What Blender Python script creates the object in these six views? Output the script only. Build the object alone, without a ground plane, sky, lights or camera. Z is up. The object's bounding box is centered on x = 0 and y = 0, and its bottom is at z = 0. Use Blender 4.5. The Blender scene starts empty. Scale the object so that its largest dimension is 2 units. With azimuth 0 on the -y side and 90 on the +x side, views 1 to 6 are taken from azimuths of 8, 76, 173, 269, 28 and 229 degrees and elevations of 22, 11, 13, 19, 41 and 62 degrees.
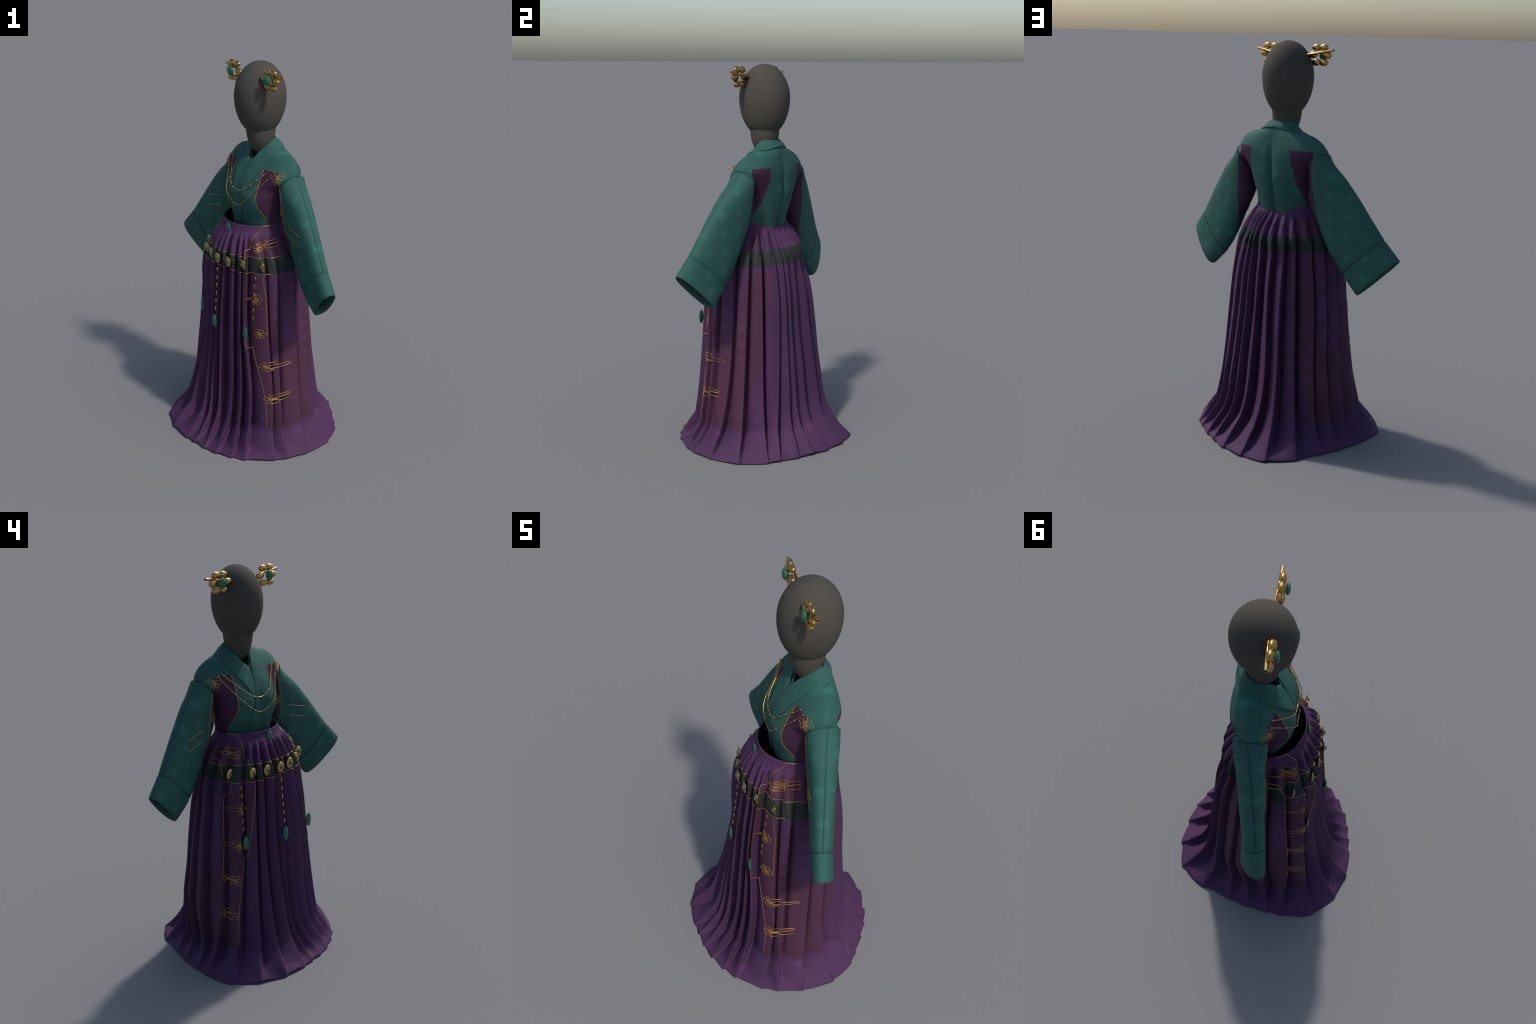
import bpy, math, random
import numpy as np
from mathutils import Vector, Matrix
from mathutils.bvhtree import BVHTree

random.seed(7)
rng = np.random.default_rng(7)

# ------------------------------------------------------------------ frame
# Everything is modelled in the figure's own frame: x = wearer's left,
# -y = the way the figure faces, z = up.  The root empty turns it into place.
TURN = math.radians(-46.92)
root = bpy.data.objects.new("robed_mannequin", None)
root.empty_display_size = 0.2
root.rotation_euler = (0, 0, TURN)
root.location = (0.00683, -0.0073, 0.0)
bpy.context.scene.collection.objects.link(root)
root["label"] = "faceless dark mannequin in teal kimono top and pleated purple skirt"
root["category"] = "costumed mannequin"


# ------------------------------------------------------------------ helpers
def link(name, mesh, mat=None, parent=root, smooth=True):
    ob = bpy.data.objects.new(name, mesh)
    bpy.context.scene.collection.objects.link(ob)
    ob.parent = parent
    if mat is not None:
        mesh.materials.append(mat)
    if smooth and len(mesh.polygons):
        mesh.polygons.foreach_set("use_smooth", [True] * len(mesh.polygons))
    return ob


def make_mesh(name, verts, faces):
    me = bpy.data.meshes.new(name)
    me.from_pydata([tuple(map(float, v)) for v in verts], [], [tuple(map(int, f)) for f in faces])
    me.update()
    return me


def grid_faces(rows, cols, closed=True):
    f = []
    n = cols if closed else cols - 1
    for r in range(rows - 1):
        for c in range(n):
            d = (c + 1) % cols
            f.append((r * cols + c, r * cols + d, (r + 1) * cols + d, (r + 1) * cols + c))
    return f


def spline(keys, vals, q):
    """Cubic Hermite (monotone-ish, finite difference tangents) through control points."""
    keys = np.asarray(keys, float)
    vals = np.asarray(vals, float)
    q = np.clip(np.asarray(q, float), keys[0], keys[-1])
    h = np.diff(keys)
    sh = (-1,) + (1,) * (vals.ndim - 1)
    s = np.diff(vals, axis=0) / h.reshape(sh)
    m = np.empty_like(vals)
    m[0], m[-1] = s[0], s[-1]
    w = (h[:-1] / (h[:-1] + h[1:])).reshape(sh)
    m[1:-1] = s[:-1] * (1 - w) + s[1:] * w
    i = np.clip(np.searchsorted(keys, q) - 1, 0, len(keys) - 2)
    t = ((q - keys[i]) / h[i])
    t = t.reshape(t.shape + (1,) * (vals.ndim - 1))
    hh = h[i].reshape(t.shape)
    return ((2 * t**3 - 3 * t**2 + 1) * vals[i] + (t**3 - 2 * t**2 + t) * hh * m[i]
            + (-2 * t**3 + 3 * t**2) * vals[i + 1] + (t**3 - t**2) * hh * m[i + 1])


def curve_through(points, n, closed=False):
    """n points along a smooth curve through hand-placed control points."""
    p = np.asarray(points, float)
    if closed:
        k = len(p)
        p = np.concatenate([p[-2:], p, p[:3]])
        d = np.r_[0, np.cumsum(np.linalg.norm(np.diff(p, axis=0), axis=1))]
        q = np.linspace(d[2], d[2 + k], n, endpoint=False)
    else:
        d = np.r_[0, np.cumsum(np.linalg.norm(np.diff(p, axis=0), axis=1))]
        q = np.linspace(0, d[-1], n)
    return spline(d, p, q)


def smoothstep(a, b, x):
    t = np.clip((np.asarray(x, float) - a) / (b - a), 0, 1)
    return t * t * (3 - 2 * t)


def tube_data(path, radius, sides=8, taper=False):
    """Vertices and faces of a round cord along a polyline."""
    p = np.asarray(path, float)
    n = len(p)
    t = np.gradient(p, axis=0)
    t /= np.maximum(np.linalg.norm(t, axis=1, keepdims=True), 1e-9)
    up = np.array([0.0, -1.0, 0.05])
    u = np.cross(t, up)
    bad = np.linalg.norm(u, axis=1) < 0.05
    u[bad] = np.cross(t[bad], [1.0, 0.1, 0.2])
    u /= np.linalg.norm(u, axis=1, keepdims=True)
    for i in range(1, n):
        if u[i] @ u[i - 1] < 0:
            u[i] = -u[i]
    v = np.cross(t, u)
    a = np.linspace(0, 2 * np.pi, sides, endpoint=False)
    r = np.full(n, radius)
    ring = (p[:, None] + r[:, None, None] * (np.cos(a)[None, :, None] * u[:, None] + np.sin(a)[None, :, None] * v[:, None]))
    verts = ring.reshape(-1, 3)
    faces = grid_faces(n, sides)
    faces += [tuple(range(sides))[::-1], tuple((n - 1) * sides + k for k in range(sides))]
    return verts, faces


def join_data(parts):
    vs, fs, o = [], [], 0
    for v, f in parts:
        vs.append(np.asarray(v, float))
        fs += [tuple(i + o for i in q) for q in f]
        o += len(v)
    return np.concatenate(vs), fs


def ellipsoid_data(center, radii, rot=None, nu=24, nv=14):
    vs, fs = [], []
    for j in range(nv + 1):
        ph = math.pi * j / nv
        for i in range(nu):
            th = 2 * math.pi * i / nu
            vs.append((radii[0] * math.sin(ph) * math.cos(th), radii[1] * math.sin(ph) * math.sin(th), radii[2] * math.cos(ph)))
    vs = np.array(vs)
    if rot is not None:
        vs = vs @ np.array(rot.to_3x3()).T
    fs = grid_faces(nv + 1, nu)
    fs = [f[::-1] for f in fs]
    return vs + np.array(center), fs


# ------------------------------------------------------------------ materials
def new_mat(name):
    m = bpy.data.materials.new(name)
    m.use_nodes = True
    nt = m.node_tree
    b = nt.nodes["Principled BSDF"]
    return m, nt, b


class G:
    """Tiny node-graph builder."""

    def __init__(self, nt):
        self.nt = nt

    def n(self, kind, **kw):
        nd = self.nt.nodes.new(kind)
        for k, v in kw.items():
            setattr(nd, k, v)
        return nd

    def put(self, sock, val):
        if isinstance(val, bpy.types.NodeSocket):
            self.nt.links.new(val, sock)
        else:
            sock.default_value = val

    def math(self, op, a, b=0.0, c=0.0, clamp=False):
        nd = self.n("ShaderNodeMath", operation=op)
        nd.use_clamp = clamp
        self.put(nd.inputs[0], a)
        self.put(nd.inputs[1], b)
        self.put(nd.inputs[2], c)
        return nd.outputs[0]

    def xyz(self):
        tc = self.n("ShaderNodeTexCoord")
        s = self.n("ShaderNodeSeparateXYZ")
        self.nt.links.new(tc.outputs["Object"], s.inputs[0])
        return tc.outputs["Object"], s.outputs[0], s.outputs[1], s.outputs[2]

    def step(self, x, lo, hi):
        """0 below lo, 1 above hi, soft between."""
        nd = self.n("ShaderNodeMapRange", interpolation_type="SMOOTHSTEP")
        self.put(nd.inputs[0], x)
        self.put(nd.inputs[1], lo)
        self.put(nd.inputs[2], hi)
        return nd.outputs[0]

    def above(self, x, edge, soft=0.0015):
        """1 where x > edge (edge may be a socket)."""
        return self.step(self.math("SUBTRACT", x, edge), -soft, soft)

    def profile(self, z, pts):
        """Piecewise linear curve value(z) through control points (a float ramp)."""
        pts = sorted(pts)
        z0, z1 = pts[0][0], pts[-1][0]
        v0 = min(p[1] for p in pts)
        v1 = max(p[1] for p in pts)
        t = self.n("ShaderNodeMapRange")
        self.put(t.inputs[0], z)
        t.inputs[1].default_value, t.inputs[2].default_value = z0, z1
        r = self.n("ShaderNodeFloatCurve")
        c = r.mapping.curves[0]
        while len(c.points) < len(pts):
            c.points.new(0.5, 0.5)
        for p, (zz, vv) in zip(c.points, pts):
            p.location = ((zz - z0) / (z1 - z0), (vv - v0) / max(v1 - v0, 1e-6))
            p.handle_type = "VECTOR"
        r.mapping.update()
        self.put(r.inputs[1], t.outputs[0])
        return self.math("MULTIPLY_ADD", r.outputs[0], v1 - v0, v0)

    def mix(self, f, a, b, mode="MIX"):
        nd = self.n("ShaderNodeMix", data_type="RGBA", blend_type=mode)
        self.put(nd.inputs[0], f)
        self.put(nd.inputs[6], a if isinstance(a, bpy.types.NodeSocket) else (*a, 1))
        self.put(nd.inputs[7], b if isinstance(b, bpy.types.NodeSocket) else (*b, 1))
        return nd.outputs[2]

    def noise(self, vec, scale, detail=3, rough=0.5, stretch=(1, 1, 1)):
        mp = self.n("ShaderNodeMapping")
        mp.inputs["Scale"].default_value = stretch
        self.put(mp.inputs[0], vec)
        nz = self.n("ShaderNodeTexNoise")
        nz.inputs["Scale"].default_value = scale
        nz.inputs["Detail"].default_value = detail
        nz.inputs["Roughness"].default_value = rough
        self.put(nz.inputs["Vector"], mp.outputs[0])
        return nz.outputs["Fac"]

    def dots(self, u, v, pitch_u, pitch_v, off_u, off_v, radius, w=None, pitch_w=0.1, off_w=0.0, weight=0.3):
        """Soft round spots on a lattice in a plane."""
        def cell(a, pitch, off):
            q = self.math("FRACT", self.math("ADD", self.math("DIVIDE", self.math("SUBTRACT", a, off), pitch), 0.5))
            return self.math("MULTIPLY", self.math("SUBTRACT", q, 0.5), pitch)
        a, b = cell(u, pitch_u, off_u), cell(v, pitch_v, off_v)
        d = self.math("ADD", self.math("MULTIPLY", a, a), self.math("MULTIPLY", b, b))
        if w is not None:
            c = self.math("MULTIPLY", cell(w, pitch_w, off_w), weight)
            d = self.math("ADD", d, self.math("MULTIPLY", c, c))
        d = self.math("SQRT", d)
        return self.math("SUBTRACT", 1.0, self.step(d, 0.0, radius))


PLUM = (0.052, 0.020, 0.048)
PURPLE = (0.066, 0.026, 0.072)
WINE = (0.066, 0.025, 0.052)
BELT = (0.026, 0.031, 0.031)
TEAL = (0.026, 0.092, 0.075)
TEAL_SPOT = (0.034, 0.145, 0.124)


def cloth_finish(g, bsdf, vec, grain=900, strength=0.06, rough=0.75):
    bsdf.inputs["Roughness"].default_value = rough
    bsdf.inputs["Specular IOR Level"].default_value = 0.16
    nz = g.noise(vec, grain, 2)
    bp = g.n("ShaderNodeBump")
    bp.inputs["Strength"].default_value = strength
    bp.inputs["Distance"].default_value = 0.0015
    g.put(bp.inputs["Height"], nz)
    g.put(bsdf.inputs["Normal"], bp.outputs[0])


def kimono_material():
    m, nt, b = new_mat("teal_kimono_cloth")
    g = G(nt)
    vec, x, y, z = g.xyz()
    ax = g.math("ABSOLUTE", x)
    spots = g.dots(ax, z, 0.095, 0.0935, 0.045, 0.060, 0.030, y, 0.105, 0.010)
    cloud = g.noise(vec, 6.0, 3)
    col = g.mix(g.math("MULTIPLY", g.step(cloud, 0.35, 0.7), 0.35), TEAL, (0.038, 0.098, 0.086))
    col = g.mix(g.math("MULTIPLY", spots, 0.75), col, TEAL_SPOT)
    # underarm panels of plum cloth, front edge and back edge follow their own lines
    front = g.profile(z, [(1.10, 0.170), (1.20, 0.152), (1.235, 0.148), (1.27, 0.143), (1.313, 0.135), (1.345, 0.131), (1.385, 0.129), (1.435, 0.124), (1.484, 0.119)])
    back = g.profile(z, [(1.10, 0.180), (1.20, 0.165), (1.239, 0.156), (1.281, 0.148), (1.318, 0.141), (1.39, 0.134), (1.43, 0.128), (1.484, 0.121)])
    isback = g.above(y, 0.085, 0.002)
    inner = g.math("ADD", g.math("MULTIPLY", back, isback), g.math("MULTIPLY", front, g.math("SUBTRACT", 1.0, isback)))
    ofr = g.profile(z, [(1.05, 0.262), (1.15, 0.247), (1.30, 0.240), (1.38, 0.232), (1.484, 0.222)])
    obk = g.profile(z, [(1.05, 0.285), (1.15, 0.262), (1.30, 0.244), (1.40, 0.235), (1.484, 0.232)])
    outer = g.math("ADD", g.math("MULTIPLY", obk, isback), g.math("MULTIPLY", ofr, g.math("SUBTRACT", 1.0, isback)))
    msk = g.math("MULTIPLY", g.above(ax, inner), g.math("SUBTRACT", 1.0, g.above(ax, outer)))
    msk = g.math("MULTIPLY", msk, g.math("SUBTRACT", 1.0, g.above(z, 1.484)))
    col = g.mix(msk, col, PLUM)
    # the dark sash colour also catches the inner edge of the sleeve
    band = g.math("MULTIPLY", g.above(z, 0.985), g.math("SUBTRACT", 1.0, g.above(z, 1.063)))
    band = g.math("MULTIPLY", band, g.math("SUBTRACT", 1.0, g.above(ax, 0.285)))
    col = g.mix(band, col, BELT)
    g.put(b.inputs["Base Color"], col)
    cloth_finish(g, b, vec)
    return m


def skirt_material():
    m, nt, b = new_mat("pleated_purple_cloth")
    g = G(nt)
    vec, x, y, z = g.xyz()
    ax = g.math("ABSOLUTE", x)
    cloud = g.noise(vec, 7.0, 4, 0.55)
    col = g.mix(g.math("MULTIPLY", g.step(cloud, 0.3, 0.75), 0.5), PURPLE, (0.052, 0.024, 0.070))
    inner = g.profile(z, [(0.10, 0.322), (0.146, 0.318), (0.27, 0.301), (0.355, 0.282), (0.46, 0.250), (0.56, 0.222), (0.66, 0.201), (0.82, 0.182), (0.97, 0.160), (1.09, 0.152), (1.22, 0.148)])
    outer = g.profile(z, [(0.30, 0.48), (0.48, 0.348), (0.545, 0.322), (0.66, 0.294), (0.76, 0.285), (0.87, 0.270), (0.97, 0.250), (1.05, 0.262), (1.20, 0.25)])
    wine = g.math("MULTIPLY", g.above(ax, inner), g.math("SUBTRACT", 1.0, g.above(ax, outer, 0.004)))
    wine = g.math("MULTIPLY", wine, g.math("MULTIPLY", g.above(z, 0.138), g.math("SUBTRACT", 1.0, g.step(z, 1.13, 1.17))))
    gap = g.math("MULTIPLY", g.above(z, 0.965), g.math("SUBTRACT", 1.0, g.above(z, 0.99)))
    wine = g.math("MULTIPLY", wine, g.math("SUBTRACT", 1.0, gap))
    col = g.mix(wine, col, WINE)
    spots = g.dots(ax, z, 0.088, 0.079, 0.03, 0.04, 0.024, y, 0.088, 0.035, 0.55)
    col = g.mix(g.math("MULTIPLY", spots, 0.5), col, (0.110, 0.036, 0.135))
    band = g.math("MULTIPLY", g.above(z, 0.985), g.math("SUBTRACT", 1.0, g.above(z, 1.063)))
    col = g.mix(band, col, BELT)
    g.put(b.inputs["Base Color"], col)
    cloth_finish(g, b, vec, 700, 0.05, 0.7)
    return m


def simple_mat(name, color, rough, metallic=0.0, spec=0.5, coat=0.0, var=0.0):
    m, nt, b = new_mat(name)
    g = G(nt)
    vec, x, y, z = g.xyz()
    nz = g.noise(vec, 60.0, 3)
    dark = tuple(c * (1 - var) for c in color)
    g.put(b.inputs["Base Color"], g.mix(nz, dark, tuple(min(1, c * (1 + var)) for c in color)))
    b.inputs["Roughness"].default_value = rough
    b.inputs["Metallic"].default_value = metallic
    b.inputs["Specular IOR Level"].default_value = spec
    b.inputs["Coat Weight"].default_value = coat
    return m


M_KIMONO = kimono_material()
M_SKIRT = skirt_material()
M_FORM = simple_mat("matt_charcoal", (0.063, 0.057, 0.047), 0.85, spec=0.2, var=0.05)
M_GOLD = simple_mat("gold", (0.52, 0.30, 0.085), 0.28, metallic=1.0, var=0.08)
M_CORD = simple_mat("gold_cord", (0.36, 0.20, 0.048), 0.38, metallic=0.55, var=0.1)
M_DARK_PLUG = simple_mat("dark_bore", (0.012, 0.008, 0.004), 0.8, spec=0.1, var=0.1)
M_GROOVE_SHADOW = simple_mat("seam_thread", (0.013, 0.046, 0.039), 0.8, spec=0.1, var=0.1)
M_JADE = simple_mat("jade", (0.012, 0.125, 0.068), 0.22, spec=0.4, coat=0.05, var=0.12)

# ------------------------------------------------------------------ mannequin head and neck
HEAD_C = np.array([0.0, 0.066, 1.826])


def head_data():
    vs = []
    nu, nv = 72, 48
    for j in range(nv + 1):
        ph = math.pi * j / nv
        c, s = math.cos(ph), math.sin(ph)
        hz = 0.174 if c > 0 else 0.200
        for i in range(nu):
            th = 2 * math.pi * i / nu
            vs.append((0.1225 * s * math.cos(th), 0.1355 * s * math.sin(th), hz * c))
    return np.array(vs) + HEAD_C, [f[::-1] for f in grid_faces(nv + 1, nu)]


link("head", make_mesh("head", *head_data()), M_FORM)
v, f = ellipsoid_data((0, 0.068, 1.672), (0.0735, 0.0765, 0.142), nu=64, nv=36)
link("neck", make_mesh("neck", v, f), M_FORM)

# ------------------------------------------------------------------ skirt
RING_ANGLES = np.arange(-180, 181, 30)
# outline of the skirt: radius every 30 degrees round the axis (0 = front, + = wearer's left), per height
SKIRT_RINGS = {
    0.000: [487, 534, 455, 449, 494, 455, 400, 402, 426, 455, 476, 453],
    0.040: [455, 497, 433, 419, 459, 440, 364, 370, 406, 438, 450, 433],
    0.080: [424, 463, 411, 395, 425, 408, 335, 348, 386, 413, 424, 411],
    0.130: [379, 431, 389, 380, 392, 367, 301, 313, 352, 378, 391, 379],
    0.200: [347, 399, 382, 379, 374, 335, 277, 288, 340, 361, 374, 357],
    0.300: [326, 378, 385, 372, 350, 308, 262, 272, 326, 342, 352, 345],
    0.450: [309, 354, 366, 350, 328, 276, 247, 264, 310, 320, 336, 327],
    0.650: [284, 333, 344, 332, 306, 246, 233, 252, 296, 303, 321, 308],
    0.850: [268, 306, 312, 308, 288, 249, 216, 239, 282, 291, 303, 290],
    0.970: [253, 270, 281, 299, 280, 242, 208, 222, 264, 285, 288, 265],
    1.050: [243, 262, 273, 275, 242, 216, 203, 212, 244, 268, 266, 238],
    1.100: [210, 232, 248, 247, 216, 194, 184, 191, 219, 235, 240, 214],
    1.150: [161, 188, 214, 209, 184, 163, 153, 160, 178, 195, 206, 182],
    1.172: [148, 166, 192, 190, 162, 143, 133, 140, 154, 173, 187, 166],
    1.204: [140, 157, 180, 177, 151, 132, 124, 127, 140, 159, 175, 157],
}
RZ = np.array(sorted(SKIRT_RINGS))
RV = np.array([SKIRT_RINGS[k] for k in sorted(SKIRT_RINGS)], float) / 1000.0


def ring_radius(theta_deg, zv):
    """Outer radius of the skirt at angles (deg) and one height."""
    row = spline(RZ, RV, np.array([zv]))[0]
    k = np.r_[row[-2:], row, row[:3]]
    ang = np.arange(-240, 241, 30).astype(float)
    t = (np.asarray(theta_deg) + 180.0) % 360.0 - 180.0
    return spline(ang, k, t)


# fold edges of the knife pleats: angle at the heights 1.05, 0.70, 0.30 and 0.0, how deep the pleat is and how flat its face
PLEAT_Z = np.array([0.0, 0.30, 0.70, 1.05])
PLEATS = [
    (-164, -163, -161, -167, 1.15, 0.2), (-149, -150, -150, -152, 1.1, 0.2), (-137, -137, -136, -134.5, 1.0, 0.5),
    (-120, -120, -121, -117, 0.8, 0.7), (-106, -108, -109, -102, 0.8, 0.6), (-94, -95, -94, -88, 0.9, 0.5), (-77, -76, -74, -79, 0.85, 0.6),
    (-57, -57, -59, -60, 0.8, 0.5), (-41, -41, -42, -42, 0.8, 0.4), (-30, -30, -28, -25, 0.9, 0.3), (-13, -14, -10, -7, 1.0, 0.2),
    (1, 0, -2, 3, 1.05, 0.0), (11, 11, 12, 14, 0.95, 0.2), (30, 31, 31, 26, 1.1, 0.2), (42, 42, 43, 39, 1.2, 0.0), (49, 48, 53, 49.5, 0.9, 0.3),
    (71, 72, 74, 70, 0.9, 0.8), (83, 82, 81, 79, 0.6, 1.0), (103, 103, 100, 94, 0.8, 1.0), (119, 117, 115, 114, 0.9, 1.0), (132, 132, 132, 133, 0.9, 0.9),
    (150, 150, 146, 141, 0.9, 0.6), (160, 160, 158, 155, 1.0, 0.4), (168, 168, 167, 166, 1.0, 0.4), (181, 181, 181, 178, 1.1, 0.3),
]
PL = np.array([[p[3], p[2], p[1], p[0]] for p in PLEATS], float)
PDEPTH = np.array([p[4] for p in PLEATS])
PFLAT = np.array([p[5] for p in PLEATS])  # 1 = broad flat fold with a narrow valley
NP = len(PLEATS)
SUB = 26
HEM_JITTER = rng.uniform(0.02, 0.30, NP)
# one pleat seen from above, from valley to valley: (share of the way across, depth); the ridge sits at 0.8
FOLD = np.array([(0.0, 1.0), (0.05, 0.93), (0.18, 0.72), (0.42, 0.38), (0.62, 0.14), (0.74, 0.025), (0.80, 0.0), (0.835, 0.05), (0.89, 0.40), (0.95, 0.86)])


def pleat_angles(zv):
    zz = min(zv, 1.12)
    return spline(PLEAT_Z, PL.T, np.array([zz]))[0]


def SIDE_FULL(th):
    """Cloth hangs a little fuller at the wearer's two sides."""
    t = np.radians(th)
    return np.clip(np.abs(np.sin(t)) ** 6 + 0.0 * t, 0, 1)


def skirt_ring(zv):
    e = pleat_angles(zv)
    en = np.r_[e[1:], e[0] + 360.0]
    th, dp = [], []
    s = np.linspace(0, 1, SUB, endpoint=False)
    fk = np.linspace(0, 1, len(FOLD))
    f = spline(fk, FOLD, s)
    soft = float(smoothstep(1.00, 1.13, zv))
    w = en - e
    back = 0.16 * w
    back = np.minimum(back, 2.6)
    deep = e + back
    for i in range(NP):
        j = (i + 1) % NP
        d0, d1 = deep[i], en[i] + back[j]
        fx = f[:, 0]
        th.append(np.where(fx <= 0.8, d0 + fx / 0.8 * (en[i] - d0), en[i] + (fx - 0.8) / 0.2 * (d1 - en[i])))
        hemish = 1 - float(smoothstep(0.0, 0.07, zv))
        pa = PDEPTH[i] * (1 - hemish) + hemish * max(0.15, 1.5 * (PDEPTH[i] - 0.5))
        pb = PDEPTH[j] * (1 - hemish) + hemish * max(0.15, 1.5 * (PDEPTH[j] - 0.5))
        flat = np.interp(fx, [0, 0.03, 0.08, 0.16, 0.40, 0.70, 0.80], [1.0, 0.90, 0.50, 0.22, 0.08, 0.015, 0.0])
        pf = PFLAT[i] * float(smoothstep(0.10, 0.38, zv))
        face = np.where(fx <= 0.8, f[:, 1] * (1 - pf) + flat * pf, f[:, 1])
        dd = face * np.where(fx <= 0.8, pa, pb)
        dd = dd + hemish * HEM_JITTER[i] * np.sin(np.pi * np.clip(fx / 0.8, 0, 1))
        wave = 0.5 + 0.5 * np.cos(2 * np.pi * fx)
        size = np.where(fx <= 0.8, min(1.6, w[i] / 14.0), min(1.6, w[j] / 14.0)) ** 0.5
        dp.append((dd * (1 - soft) + soft * wave) * size)
    th, dp = np.concatenate(th), np.concatenate(dp)
    depth = spline([0, 0.04, 0.10, 0.20, 0.50, 0.90, 1.00, 1.06, 1.12, 1.15, 1.17, 1.21], [0.013, 0.046, 0.068, 0.064, 0.056, 0.050, 0.043, 0.036, 0.026, 0.009, 0.0012, 0.0004], np.array([zv]))[0]
    r = ring_radius(th, zv) - depth * dp - (0.0035 - 0.0055 * SIDE_FULL(th)) * smoothstep(0.02, 0.16, zv) * (1 - smoothstep(0.95, 1.05, zv))
    # fine gathers just under the waistband
    gath = smoothstep(1.085, 1.135, zv) * (1 - smoothstep(1.150, 1.165, zv))
    r += 0.0014 * gath * np.sin(np.radians(th) * 83 + 2.0 * np.sin(np.radians(th) * 7))
    r += 0.0006 * smoothstep(1.15, 1.17, zv) * np.sin(np.radians(th) * 140)
    t = np.radians(th)
    return np.stack([r * np.sin(t), -r * np.cos(t), np.full_like(r, zv)], 1)


zs = np.concatenate([np.linspace(0, 0.2, 34, endpoint=False), np.linspace(0.2, 0.95, 50, endpoint=False), np.linspace(0.95, 1.204, 52)])
rings = np.array([skirt_ring(zv) for zv in zs])
# the hem lifts a little between the folds
hem = rings[0]
ha = np.arctan2(hem[:, 0], -hem[:, 1])
lift = 0.003 + 0.005 * np.sin(9 * ha + 1.0) * np.sin(5 * ha) + 0.009 * np.clip(np.sin(13 * ha + 2.0 * np.sin(3 * ha)), 0, 1) ** 3 * np.clip(np.abs(np.cos(ha)) - 0.35, 0, 1)
lift = np.clip(lift, 0, None) + 0.002
for k in range(6):
    rings[k][:, 2] += lift * (1 - k / 6.0)
SK_COLS = rings.shape[1]
skirt_v = rings.reshape(-1, 3)
skirt_f = grid_faces(len(zs), SK_COLS)
skirt = link("pleated_skirt", make_mesh("pleated_skirt", skirt_v, skirt_f), M_SKIRT)
md = skirt.modifiers.new("cloth_thickness", "SOLIDIFY")
md.thickness = 0.003
md.offset = -1

# ------------------------------------------------------------------ kimono body
# horizontal cross-sections, front middle to back middle, wearer's left half (x, y) in mm; the right half mirrors it
BODY = {
    1.165: [(0, -58), (60, -54), (117, -22), (156, 32), (158, 84), (112, 116), (60, 148), (22, 150), (0, 140)],
    1.230: [(0, -64), (65, -62), (124, -32), (161, 25), (162, 84), (123, 130), (62, 164), (22, 166), (0, 153)],
    1.300: [(0, -70), (70, -79), (132, -56), (171, 15), (173, 82), (139, 144), (62, 180), (22, 180), (0, 167)],
    1.350: [(0, -69), (70, -79), (137, -53), (181, 15), (184, 82), (152, 151), (65, 189), (22, 188), (0, 175)],
    1.390: [(0, -61), (65, -63), (135, -41), (196, 20), (208, 85), (174, 154), (70, 190), (22, 188), (0, 178)],
    1.430: [(0, -44), (60, -45), (125, -26), (225, 14), (250, 85), (203, 155), (75, 191), (22, 188), (0, 181)],
    1.470: [(0, -23), (60, -21), (125, -5), (225, 22), (271, 90), (228, 150), (80, 190), (20, 186), (0, 181)],
    1.500: [(0, -7), (55, -4), (120, 11), (215, 40), (260, 92), (215, 145), (80, 185), (20, 182), (0, 179)],
    1.525: [(0, 10), (50, 14), (115, 30), (197, 58), (236, 95), (197, 137), (80, 178), (20, 177), (0, 175)],
    1.548: [(0, 25), (50, 30), (105, 48), (162, 73), (192, 96), (157, 132), (75, 170), (20, 173), (0, 172)],
    1.563: [(0, 35), (45, 40), (80, 58), (112, 80), (134, 100), (110, 134), (60, 164), (20, 169), (0, 169)],
    1.585: [(0, 40), (42, 45), (62, 58), (74, 80), (78, 100), (72, 130), (45, 154), (18, 161), (0, 162)],
}
BZ = np.array(sorted(BODY))
COLS = 192
half = COLS // 2
rows = []
for k in sorted(BODY):
    p = np.array(BODY[k], float) / 1000
    full = np.concatenate([p, (p[1:-1] * [-1, 1])[::-1]])
    rows.append(curve_through(full, COLS, closed=True))
rows = np.array(rows)
bz = np.concatenate([np.linspace(1.165, 1.53, 62, endpoint=False), np.linspace(1.53, 1.585, 22)])
body_xy = spline(BZ, rows, bz)
body = np.concatenate([body_xy, np.broadcast_to(bz[:, None, None], body_xy.shape[:2] + (1,))], 2)
# stitched seam down the middle of the back
bx, by = body[..., 0], body[..., 1]
body[..., 1] -= np.where(by > 0.1, 0.004 * np.exp(-(bx / 0.005) ** 2), 0) * (1 - smoothstep(1.40, 1.50, body[..., 2]))
bf = grid_faces(len(bz), COLS)
cent = np.array([body.reshape(-1, 3)[list(q)].mean(0) for q in bf])
keep = ~((cent[:, 1] < 0.085) & (cent[:, 2] > 1.505 + 0.75 * np.abs(cent[:, 0])))
body_f = [q for q, k in zip(bf, keep) if k]
body_v = body.reshape(-1, 3)
kimono = link("kimono_body", make_mesh("kimono_body", body_v, body_f), M_KIMONO)
md = kimono.modifiers.new("cloth_thickness", "SOLIDIFY")
md.thickness = 0.003
md.offset = -1

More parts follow.
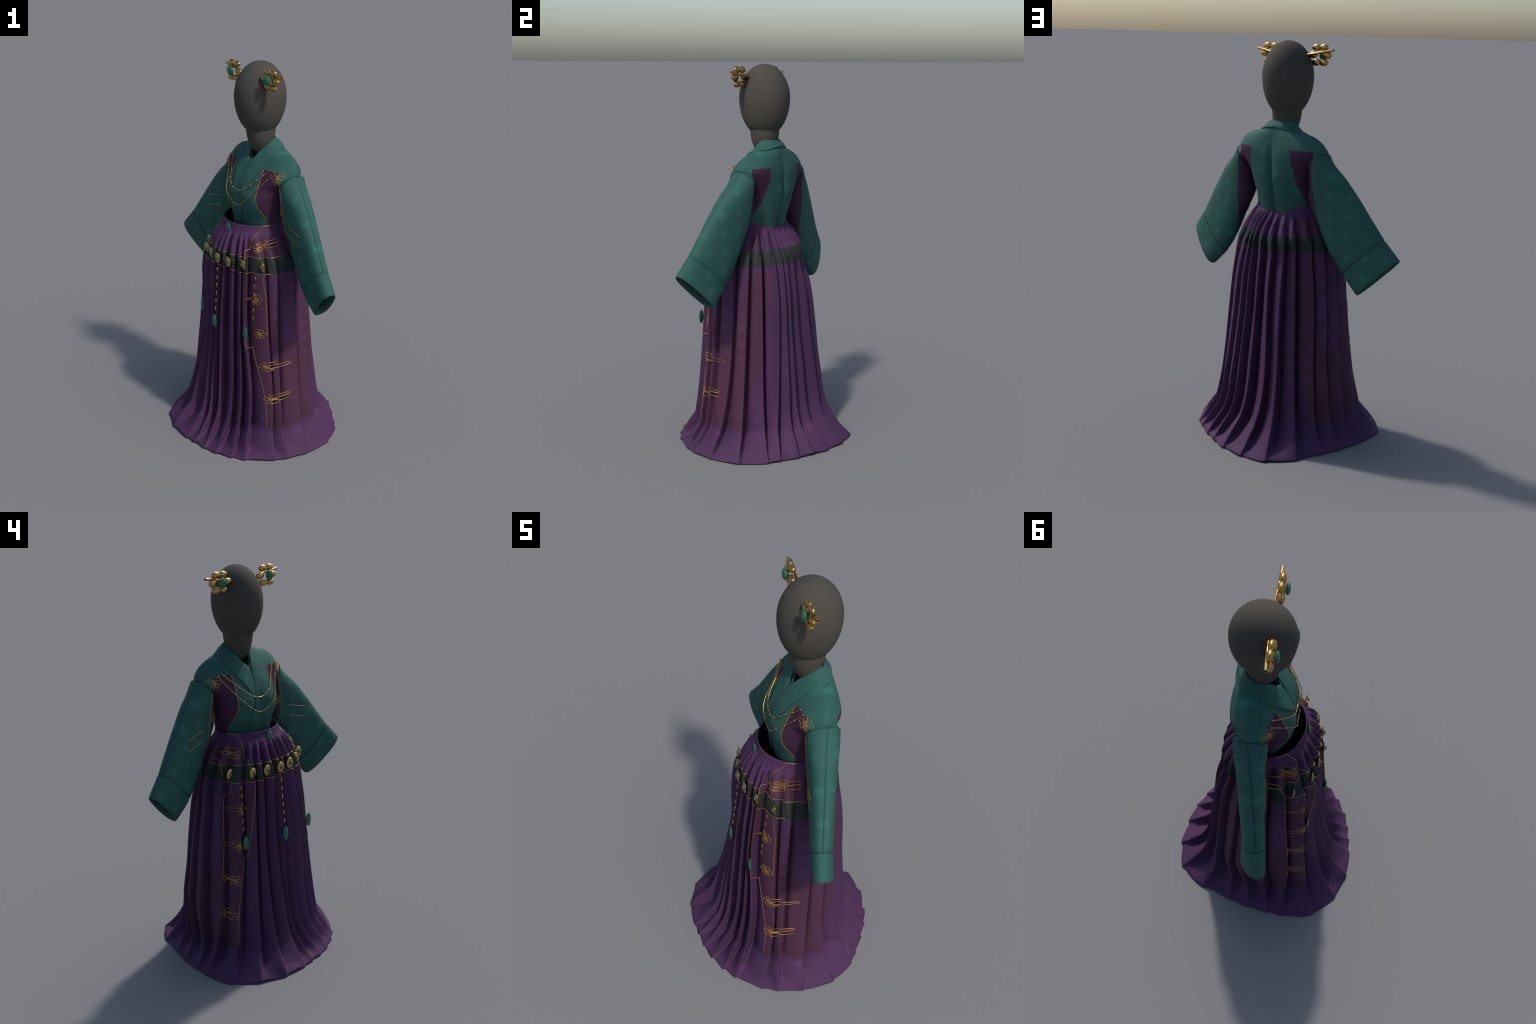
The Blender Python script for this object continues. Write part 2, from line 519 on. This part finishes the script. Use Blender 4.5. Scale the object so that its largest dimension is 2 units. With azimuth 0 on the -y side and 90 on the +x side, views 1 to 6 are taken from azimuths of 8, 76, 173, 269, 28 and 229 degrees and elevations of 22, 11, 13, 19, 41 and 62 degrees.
# ------------------------------------------------------------------ sleeves
# stations along the sleeve: (t, upper edge xyz, lower edge xyz, thickness, squareness) for the wearer's left
SLEEVE = [
    (0.00, (0.270, 0.096, 1.472), (0.197, 0.085, 1.378), 0.142, 2.0),
    (0.12, (0.309, 0.083, 1.419), (0.192, 0.091, 1.308), 0.138, 2.2),
    (0.27, (0.367, 0.068, 1.363), (0.196, 0.096, 1.230), 0.126, 2.6),
    (0.45, (0.440, 0.050, 1.276), (0.248, 0.092, 1.128), 0.114, 2.6),
    (0.65, (0.517, 0.033, 1.172), (0.318, 0.084, 0.994), 0.104, 2.6),
    (0.82, (0.582, 0.018, 1.083), (0.392, 0.073, 0.894), 0.096, 2.6),
    (1.00, (0.661, -0.001, 0.994), (0.480, 0.078, 0.807), 0.090, 2.5),
]
ST = np.array([s[0] for s in SLEEVE])
SA = np.array([s[1] for s in SLEEVE])
SB = np.array([s[2] for s in SLEEVE])
SH = np.array([s[3] for s in SLEEVE])
SE = np.array([s[4] for s in SLEEVE])


def sleeve_ring(t, n=72, grow=0.0, side=1):
    a, b = spline(ST, SA, np.array([t]))[0], spline(ST, SB, np.array([t]))[0]
    h, e = spline(ST, SH, np.array([t]))[0], spline(ST, SE, np.array([t]))[0]
    t0, t1 = max(t - 0.04, 0), min(t + 0.04, 1)
    mid = lambda q: 0.5 * (spline(ST, SA, np.array([q]))[0] + spline(ST, SB, np.array([q]))[0])
    along = mid(t1) - mid(t0)
    along /= np.linalg.norm(along)
    axis = a - b
    L = np.linalg.norm(axis) / 2 + grow
    ax = axis / np.linalg.norm(axis)
    thin = np.cross(along, ax)
    thin /= np.linalg.norm(thin)
    if thin[1] > 0:
        thin = -thin
    c = (a + b) / 2
    ph = np.linspace(0, 2 * np.pi, n - 4, endpoint=False)
    ph = np.sort(np.r_[ph, 0.02, 0.045, 2 * np.pi - 0.045, 2 * np.pi - 0.02])
    cs, sn = np.cos(ph), np.sin(ph)
    u = np.sign(cs) * np.abs(cs) ** (2 / e)
    w = np.sign(sn) * np.abs(sn) ** (2 / e)
    groove = np.exp(-(ph / 0.022) ** 2) + np.exp(-((ph - 2 * np.pi) / 0.022) ** 2)
    u = u * (1 - 0.035 * groove * (t < 0.822))
    ring = c + L * u[:, None] * ax + (h / 2 + grow) * w[:, None] * thin
    ring[:, 0] *= side
    ring[:, 0] += 0.003 * float(smoothstep(0.0, 0.4, t))
    if side < 0:
        ring[:, 1] -= 0.003 * float(smoothstep(0.5, 1.0, t))
    return ring


SLEEVE_SURF = {}
for side in (1, -1):
    ts = np.concatenate([[0.0, 0.004, 0.01], np.linspace(0.02, 0.80, 54), [0.81, 0.816, 0.82]])
    rr = []
    for t in ts:
        edge = min(t, 0.82 - t)
        rr.append(sleeve_ring(t, grow=0.0, side=side) if edge > 0.012 else sleeve_ring(t, grow=-0.0045 * (1 - edge / 0.012) - 1e-6, side=side))
    head_ring = rr[0].mean(0) + (rr[0] - rr[0].mean(0)) * 0.80 + np.array([-0.045 * side, 0.0, 0.012])
    rr = np.array([head_ring] + rr)
    n = rr.shape[1]
    fs = grid_faces(len(rr), n)
    if side == -1:
        fs = [q[::-1] for q in fs]
    sv = rr.reshape(-1, 3)
    sleeve = link("sleeve", make_mesh("sleeve", sv, fs), M_KIMONO)
    ts2 = np.concatenate([[0.82, 0.824, 0.83], np.linspace(0.84, 0.985, 12), [0.993, 0.998, 1.0]])
    rr2 = []
    for t in ts2:
        e0, e1 = t - 0.82, 1.0 - t
        gr = -0.0045 * max(0, 1 - e0 / 0.008) + 0.001 - 0.002 * max(0, 1 - e1 / 0.012)
        rr2.append(sleeve_ring(t, grow=gr, side=side))
    # turn the opening inside as a lining
    for t, gr in ((0.997, -0.006), (0.95, -0.007), (0.86, -0.008), (0.70, -0.010), (0.45, -0.012)):
        rr2.append(sleeve_ring(t, grow=gr, side=side))
    rr2 = np.array(rr2)
    fs2 = grid_faces(len(rr2), n)
    if side == -1:
        fs2 = [q[::-1] for q in fs2]
    link("cuff", make_mesh("cuff", rr2.reshape(-1, 3), fs2), M_KIMONO, parent=sleeve)
    SLEEVE_SURF[side] = (np.concatenate([sv, rr2.reshape(-1, 3)]), fs + [tuple(i + len(sv) for i in q) for q in fs2])

# ------------------------------------------------------------------ hairpins
for side in (1, -1):
    tip, rt = np.array([0.241, 0.024, 1.959]), np.array([0.085, 0.035, 1.932])
    rod_path = np.array([rt + (tip - rt) * k for k in np.linspace(0, 1, 6)])
    # hollow rod: outer wall, rim and bored end
    d = (tip - rt) / np.linalg.norm(tip - rt)
    u = np.cross(d, [0, 0, 1.0]); u /= np.linalg.norm(u)
    w = np.cross(d, u)
    a = np.linspace(0, 2 * np.pi, 20, endpoint=False)
    circ = lambda c, r: c + r * (np.cos(a)[:, None] * u + np.sin(a)[:, None] * w)
    prof = [circ(rt, 0.0058), circ(tip - d * 0.001, 0.0066), circ(tip, 0.0060), circ(tip - d * 0.001, 0.0048), circ(tip - d * 0.05, 0.0046), circ(tip - d * 0.05, 0.0001)]
    rv = np.concatenate(prof) * [side, 1, 1]
    rf = grid_faces(len(prof), 20)
    if side == -1:
        rf = [q[::-1] for q in rf]
    pin = link("hairpin", make_mesh("hairpin_rod", rv, rf), M_GOLD)
    dark_plug = np.concatenate([circ(tip - d * 0.0012, 0.0049), [tip - d * 0.006]]) * [side, 1, 1]  # near-black cone just inside the rim of the rod's open end
    bf_ = [(k, (k + 1) % 20, 20) for k in range(20)]
    link("rod_bore", make_mesh("rod_bore", dark_plug, bf_), M_DARK_PLUG, parent=pin)
    for (px_, py_, pz_) in ((0.133, 0.017, 1.970), (0.178, 0.017, 1.971), (0.108, 0.012, 1.935), (0.199, 0.017, 1.934), (0.132, 0.015, 1.899), (0.179, 0.016, 1.899)):
        v, f = ellipsoid_data((side * px_, py_, pz_), (0.0262, 0.0140, 0.0170), nu=28, nv=18)
        link("petal", make_mesh("petal", v, f), M_GOLD, parent=pin)
    v, f = ellipsoid_data((side * 0.157, -0.007, 1.934), (0.0240, 0.0108, 0.0246), nu=28, nv=18)
    link("jade_stone", make_mesh("jade_stone", v, f), M_JADE, parent=pin)


# ------------------------------------------------------------------ surfaces to lay trimmings on
def tree(*parts):
    v, f = join_data(parts)
    return BVHTree.FromPolygons([tuple(p) for p in v], [tuple(q) for q in f])


T_BODY = tree((body_v, body_f))
T_SKIRT = tree((skirt_v, skirt_f))


def front_y(t, x, z, default=None):
    h = t.ray_cast(Vector((x, -1.2, z)), Vector((0, 1, 0)))
    return h[0].y if h[0] is not None else default


# ------------------------------------------------------------------ collar
# outer seam and inner edge of the neckband, from the middle of the back over the shoulder to the waist (wearer's left; it crosses over the right one)
COLLAR_OUT = [(0, 0.175, 1.583), (0.050, 0.167, 1.580), (0.100, 0.143, 1.570), (0.133, 0.097, 1.562), (0.126, 0.049, 1.542), (0.110, 0.010, 1.503),
              (0.097, -0.019, 1.462), (0.084, -0.045, 1.427), (0.065, -0.073, 1.380), (0.051, -0.086, 1.330), (0.036, -0.081, 1.285), (0.012, -0.066, 1.215), (0.0, -0.056, 1.166)]
COLLAR_OUT_UNDER = COLLAR_OUT[:5] + [(0.108, 0.015, 1.508), (0.088, -0.022, 1.460), (0.066, -0.048, 1.420), (0.040, -0.073, 1.376), (0.012, -0.080, 1.335)]
COLLAR_IN = [(0, 0.139, 1.613), (0.040, 0.130, 1.616), (0.064, 0.106, 1.616), (0.067, 0.078, 1.604), (0.055, 0.048, 1.579), (0.035, 0.026, 1.550),
             (0.013, 0.006, 1.512), (-0.004, -0.030, 1.462), (-0.022, -0.066, 1.395), (-0.036, -0.084, 1.330), (-0.055, -0.080, 1.275), (-0.072, -0.060, 1.205), (-0.080, -0.048, 1.166)]


def collar_strip(name, side, out_pts, in_pts, lift, n=150, m=28):
    out_pts, in_pts = np.array(out_pts), np.array(in_pts)
    k = np.linspace(0, len(out_pts) - 1, n)
    o = spline(np.arange(len(out_pts)), out_pts, k)
    i = spline(np.arange(len(in_pts)), in_pts, k)
    vs = []
    for a, b in zip(o, i):
        for j in range(m):
            w = j / (m - 1)
            p = (a * (1 - w) + b * w) * [side, 1, 1]
            edge = min(1.0, w / 0.035) * min(1.0, (1 - w) / 0.10 + 0.35)
            off = lift * math.sqrt(edge) - 0.0012 * (w == 0)
            hit = T_BODY.find_nearest(Vector(p))
            surf = np.array(hit[0])
            nrm = np.array(hit[1])
            if nrm @ (surf - [0, 0.085, 1.42]) < 0:
                nrm = -nrm
            laid = surf + nrm * off
            # on the chest the band lies on the cloth, near the neck it stands up by itself
            stand = smoothstep(1.515, 1.56, p[2]) * smoothstep(0.10, 0.75, w) if p[1] < 0.085 else smoothstep(0.02, 0.5, w)
            if p[2] > 1.48 and np.linalg.norm(surf - p) > 0.012:
                stand = max(stand, 1.0 if w > 0.3 else stand)
            free = p + np.array([p[0], p[1] - 0.085, 0.02]) * 0.012
            vs.append(laid * (1 - stand) + free * stand)
    vs = np.array(vs)
    # relax so that the standing part and the laid part flow together
    g = vs.reshape(n, m, 3)
    for _ in range(10):
        q = g.copy()
        q[1:-1, 1:-1] = 0.5 * g[1:-1, 1:-1] + 0.125 * (g[:-2, 1:-1] + g[2:, 1:-1] + g[1:-1, :-2] + g[1:-1, 2:])
        q[:, 0], q[:, 1] = g[:, 0], g[:, 1]
        for _k in range(3):
            q[1:-1, -1] = 0.5 * q[1:-1, -1] + 0.25 * (q[:-2, -1] + q[2:, -1])
        g = q
    vs = g.reshape(-1, 3)
    fs = grid_faces(n, m, closed=False)
    if side < 0:
        fs = [q[::-1] for q in fs]
    ob = link(name, make_mesh(name, vs, fs), M_KIMONO, parent=kimono)
    md = ob.modifiers.new("cloth_thickness", "SOLIDIFY")
    md.thickness = 0.004
    md.offset = -1
    return vs, fs


cl = collar_strip("collar", 1, COLLAR_OUT, COLLAR_IN, 0.0065)
cr = collar_strip("collar", -1, COLLAR_OUT_UNDER, COLLAR_IN[:len(COLLAR_OUT_UNDER)], 0.0034)
# thin under-robe collar showing inside the neckline
for side in (1, -1):
    k = np.linspace(1.6, 6.2, 50)
    i = spline(np.arange(len(COLLAR_IN)), np.array(COLLAR_IN), k)
    vs = []
    for p in i:
        c = np.array([0.0, 0.075, p[2]])
        d = (c - p) * [1, 1, 0]
        d /= np.linalg.norm(d)
        for w, up in ((0.0, -0.012), (0.004, 0.000), (0.0065, 0.002), (0.0085, 0.0), (0.010, -0.014)):
            q = p + d * w + [0, 0, up - 0.003]
            vs.append(q * [side, 1, 1])
    fs = grid_faces(50, 5, closed=False)
    link("under_collar", make_mesh("under_collar", vs, fs), M_KIMONO, parent=kimono)

# groove shadow drawn as darkened teal cords: neckband edges, armholes, sleeve tops, cuffs
for (cv, _f) in (cl, cr):
    edge_line = cv.reshape(-1, 28, 3)[2:-1, 0]
    v, f = tube_data(edge_line + (edge_line - [0, 0.085, 0]) * [0.006, 0.006, 0], 0.0011, 6)
    link("seam", make_mesh("seam", v, f), M_GROOVE_SHADOW, parent=kimono)
for side in (1, -1):
    parts = []
    for t, gr in ((0.006, 0.0002), (0.8205, -0.0030)):
        ring = sleeve_ring(t, grow=gr, side=side)
        parts.append(tube_data(np.concatenate([ring, ring[:2]]), 0.0011, 6))
    top_line = np.array([sleeve_ring(t, side=side)[0] for t in np.linspace(0.01, 0.815, 60)])
    parts.append(tube_data(top_line + np.array([0, 0, 0.0012]), 0.0009, 6))
    v, f = join_data(parts)
    link("seam", make_mesh("seam", v, f), M_GROOVE_SHADOW, parent=kimono)

T_TOP = tree((body_v, body_f), SLEEVE_SURF[1], SLEEVE_SURF[-1], cl, cr)

# ------------------------------------------------------------------ gold cord, laid on the cloth from the front
def dense(points, step=0.002):
    p = np.asarray(points, float)
    out = [p[0]]
    for a, b in zip(p[:-1], p[1:]):
        n = max(1, int(np.linalg.norm(b - a) / step))
        out += [a + (b - a) * k / n for k in range(1, n + 1)]
    return np.array(out)


def laid_cord(t, xz, radius, proud=0.5, limit=0.30):
    """Cord through (x, z) points, pressed onto the front of surface t; broken where the cloth runs out."""
    parts, run = [], []
    for x, z in dense(xz):
        y = front_y(t, x, z)
        if y is None or y > limit:
            if len(run) > 2:
                parts.append(tube_data(run, radius, 7))
            run = []
            continue
        run.append((x, y - radius * proud, z))
    if len(run) > 2:
        parts.append(tube_data(run, radius, 7))
    return parts


def add_parts(name, parts, mat, parent=root):
    if parts:
        v, f = join_data(parts)
        return link(name, make_mesh(name, v, f), mat, parent=parent)


def smooth_xz(points, n=60):
    return curve_through(points, n)


PANEL_IN = [(0.165, 0.972), (0.182, 0.82), (0.201, 0.66), (0.222, 0.56), (0.250, 0.46), (0.282, 0.355), (0.301, 0.27), (0.318, 0.146)]
PANEL_OUT = [(0.250, 0.972), (0.260, 0.92), (0.270, 0.87), (0.278, 0.76), (0.283, 0.66)]
PANEL_OUT_LOW = [(0.283, 0.66), (0.303, 0.56), (0.313, 0.49)]
PANEL_TOP = [(0.176, 1.201), (0.150, 1.200), (0.150, 1.165), (0.147, 1.120), (0.154, 1.090), (0.166, 1.035)]
PANEL_OUT_TOP = [(0.245, 1.092), (0.258, 1.045), (0.263, 1.015)]
CHEST = [(0.120, 1.482), (0.124, 1.435), (0.129, 1.385), (0.131, 1.345), (0.135, 1.313), (0.143, 1.270), (0.148, 1.235), (0.151, 1.220)]
SLEEVE_LINE = [(0.221, 1.475), (0.226, 1.420), (0.238, 1.350), (0.248, 1.290), (0.254, 1.210), (0.252, 1.130), (0.262, 1.060)]
for side in (1, -1):
    M = lambda pts: [(x * side, z) for x, z in pts]
    for line in (PANEL_IN, PANEL_OUT, PANEL_TOP) + ((PANEL_OUT_LOW, PANEL_OUT_TOP) if side < 0 else ()):
        add_parts("gold_piping", laid_cord(T_SKIRT, smooth_xz(M(line)) if line is PANEL_IN else M(line), 0.0017, limit=0.12), M_CORD, skirt)
    add_parts("gold_piping", laid_cord(T_TOP, smooth_xz(M(CHEST)), 0.0021), M_CORD, kimono)
    add_parts("gold_piping", laid_cord(T_TOP, smooth_xz(M(SLEEVE_LINE)), 0.0020), M_CORD, kimono)
for z in (1.063, 0.985):
    add_parts("gold_piping", laid_cord(T_SKIRT, [(-0.268, z), (0.268, z)], 0.0017, limit=0.10), M_CORD, skirt)


# flower knots of thin cord: six loops round a centre, two trailing ends
def knot_lines(cx, cz, size, tilt=0.0, tails=True):
    lines = []
    for k in range(6):
        a = math.pi / 3 * k + tilt
        long = size * (1.0 if k % 3 == 0 else 0.86)
        loop = []
        for t in np.linspace(0, 2 * math.pi, 26):
            u = long * (0.5 - 0.5 * math.cos(t))
            w = long * 0.38 * math.sin(t) * (0.5 + 0.5 * (u / long))
            loop.append((cx + u * math.cos(a) - w * math.sin(a), cz + u * math.sin(a) + w * math.cos(a)))
        lines.append(loop)
    if tails:
        for off in (-0.12, 0.12):
            lines.append([(cx + off * size, cz + 0.35 * size), (cx + off * 0.6 * size, cz), (cx + off * 1.6 * size, cz - 1.05 * size)])
    return lines


for side in (1, -1):
    for (kx, kz, size, target) in ((0.219, 1.461, 0.031, 0), (0.222, 1.285, 0.026, 0), (0.197, 1.116, 0.030, 1), (0.228, 0.852, 0.031, 1),
                                   (0.253, 0.667, 0.031, 1), (0.286, 0.487, 0.031, 1), (0.318, 0.308, 0.031, 1)):
        parts = []
        for line in knot_lines(kx, kz, size):
            parts += laid_cord((T_TOP, T_SKIRT)[target], [(x * side, z) for x, z in line], 0.0014, proud=1.0, limit=0.05)
        add_parts("flower_knot", parts, M_CORD, (kimono, skirt)[target])

# short cords stitched on the sleeves
for side in (1, -1):
    for a, b in (((0.300, 1.243), (0.412, 1.213)), ((0.302, 1.189), (0.412, 1.158))):
        p = laid_cord(T_TOP, [(a[0] * side, a[1]), (b[0] * side, b[1])], 0.0022, proud=0.8)
        add_parts("sleeve_cord", p, M_CORD, kimono)

# ------------------------------------------------------------------ necklaces
CHAIN_A = [(0.167, 0.007, 1.492), (0.140, -0.017, 1.460), (0.114, -0.039, 1.432), (0.089, -0.060, 1.407), (0.064, -0.073, 1.385), (0.038, -0.078, 1.371), (0.013, -0.080, 1.364)]
CHAIN_B = [(0.199, 0.008, 1.490), (0.168, -0.017, 1.441), (0.136, -0.048, 1.395), (0.107, -0.076, 1.357), (0.076, -0.089, 1.325), (0.045, -0.086, 1.303), (0.0155, -0.087, 1.292)]
for half_pts in (CHAIN_A, CHAIN_B):
    p = np.array(half_pts)
    full = np.concatenate([p * [-1, 1, 1], p[::-1]])
    path = curve_through(full, 160)
    for q in list(path) + list(full):
        fy = front_y(T_TOP, q[0], q[2])
        if fy is not None:
            q[1] = min(q[1], fy - 0.0022)
    p = full[len(p):][::-1]
    v, f = tube_data(path, 0.0019, 8)
    chain = link("necklace", make_mesh("necklace_cord", v, f), M_GOLD)
    for q in np.concatenate([p * [-1, 1, 1], p]):
        v, f = ellipsoid_data(q, (0.0040, 0.0040, 0.0040), nu=14, nv=10)
        link("bead", make_mesh("bead", v, f), M_GOLD, parent=chain)

# ------------------------------------------------------------------ sash medallions, strings of beads and jade drops
for k, (mx, my) in enumerate(((-0.243, -0.101), (-0.158, -0.163), (-0.079, -0.194), (0, -0.209), (0.079, -0.196), (0.158, -0.160), (0.243, -0.101))):
    near = [front_y(T_SKIRT, mx + a, 1.025 + b, 0.0) for a, b in ((0, 0), (0.018, 0), (-0.018, 0), (0, 0.02), (0, -0.02))]
    my = min(my, sorted(near)[1] - 0.001)
    v, f = ellipsoid_data((mx, my, 1.025), (0.0235, 0.0058, 0.0278), nu=36, nv=18)
    disc = link("medallion", make_mesh("medallion", v, f), M_GOLD)
    v, f = ellipsoid_data((mx, my - 0.0065, 1.025), (0.0088, 0.0060, 0.0110), nu=24, nv=14)
    link("jade_stone", make_mesh("jade_stone", v, f), M_JADE, parent=disc)
for sx, ytop, ylow in ((0.0, -0.209, -0.226), (0.217, -0.117, -0.135), (-0.217, -0.128, -0.150)):
    for k in range(6):
        z = 0.959 - 0.0435 * k
        y = min(ytop + (ylow - ytop) * k / 5, front_y(T_SKIRT, sx, z, 0.0) - 0.0015)
        v, f = ellipsoid_data((sx, y, z), (0.0048, 0.0048, 0.0130), nu=14, nv=12)
        link("gold_bead", make_mesh("gold_bead", v, f), M_GOLD, parent=skirt)
for (x, y, z, r) in ((-0.001, -0.235, 0.676, (0.0185, 0.0065, 0.0370)), (0.217, -0.191, 0.676, (0.0185, 0.0065, 0.0370)), (-0.219, -0.172, 0.676, (0.0185, 0.0065, 0.0370)), (-0.001, -0.137, 1.172, (0.0185, 0.0065, 0.0275))):
    v, f = ellipsoid_data((x, y, z), r, nu=32, nv=20)
    link("jade_drop", make_mesh("jade_drop", v, f), M_JADE, parent=skirt)
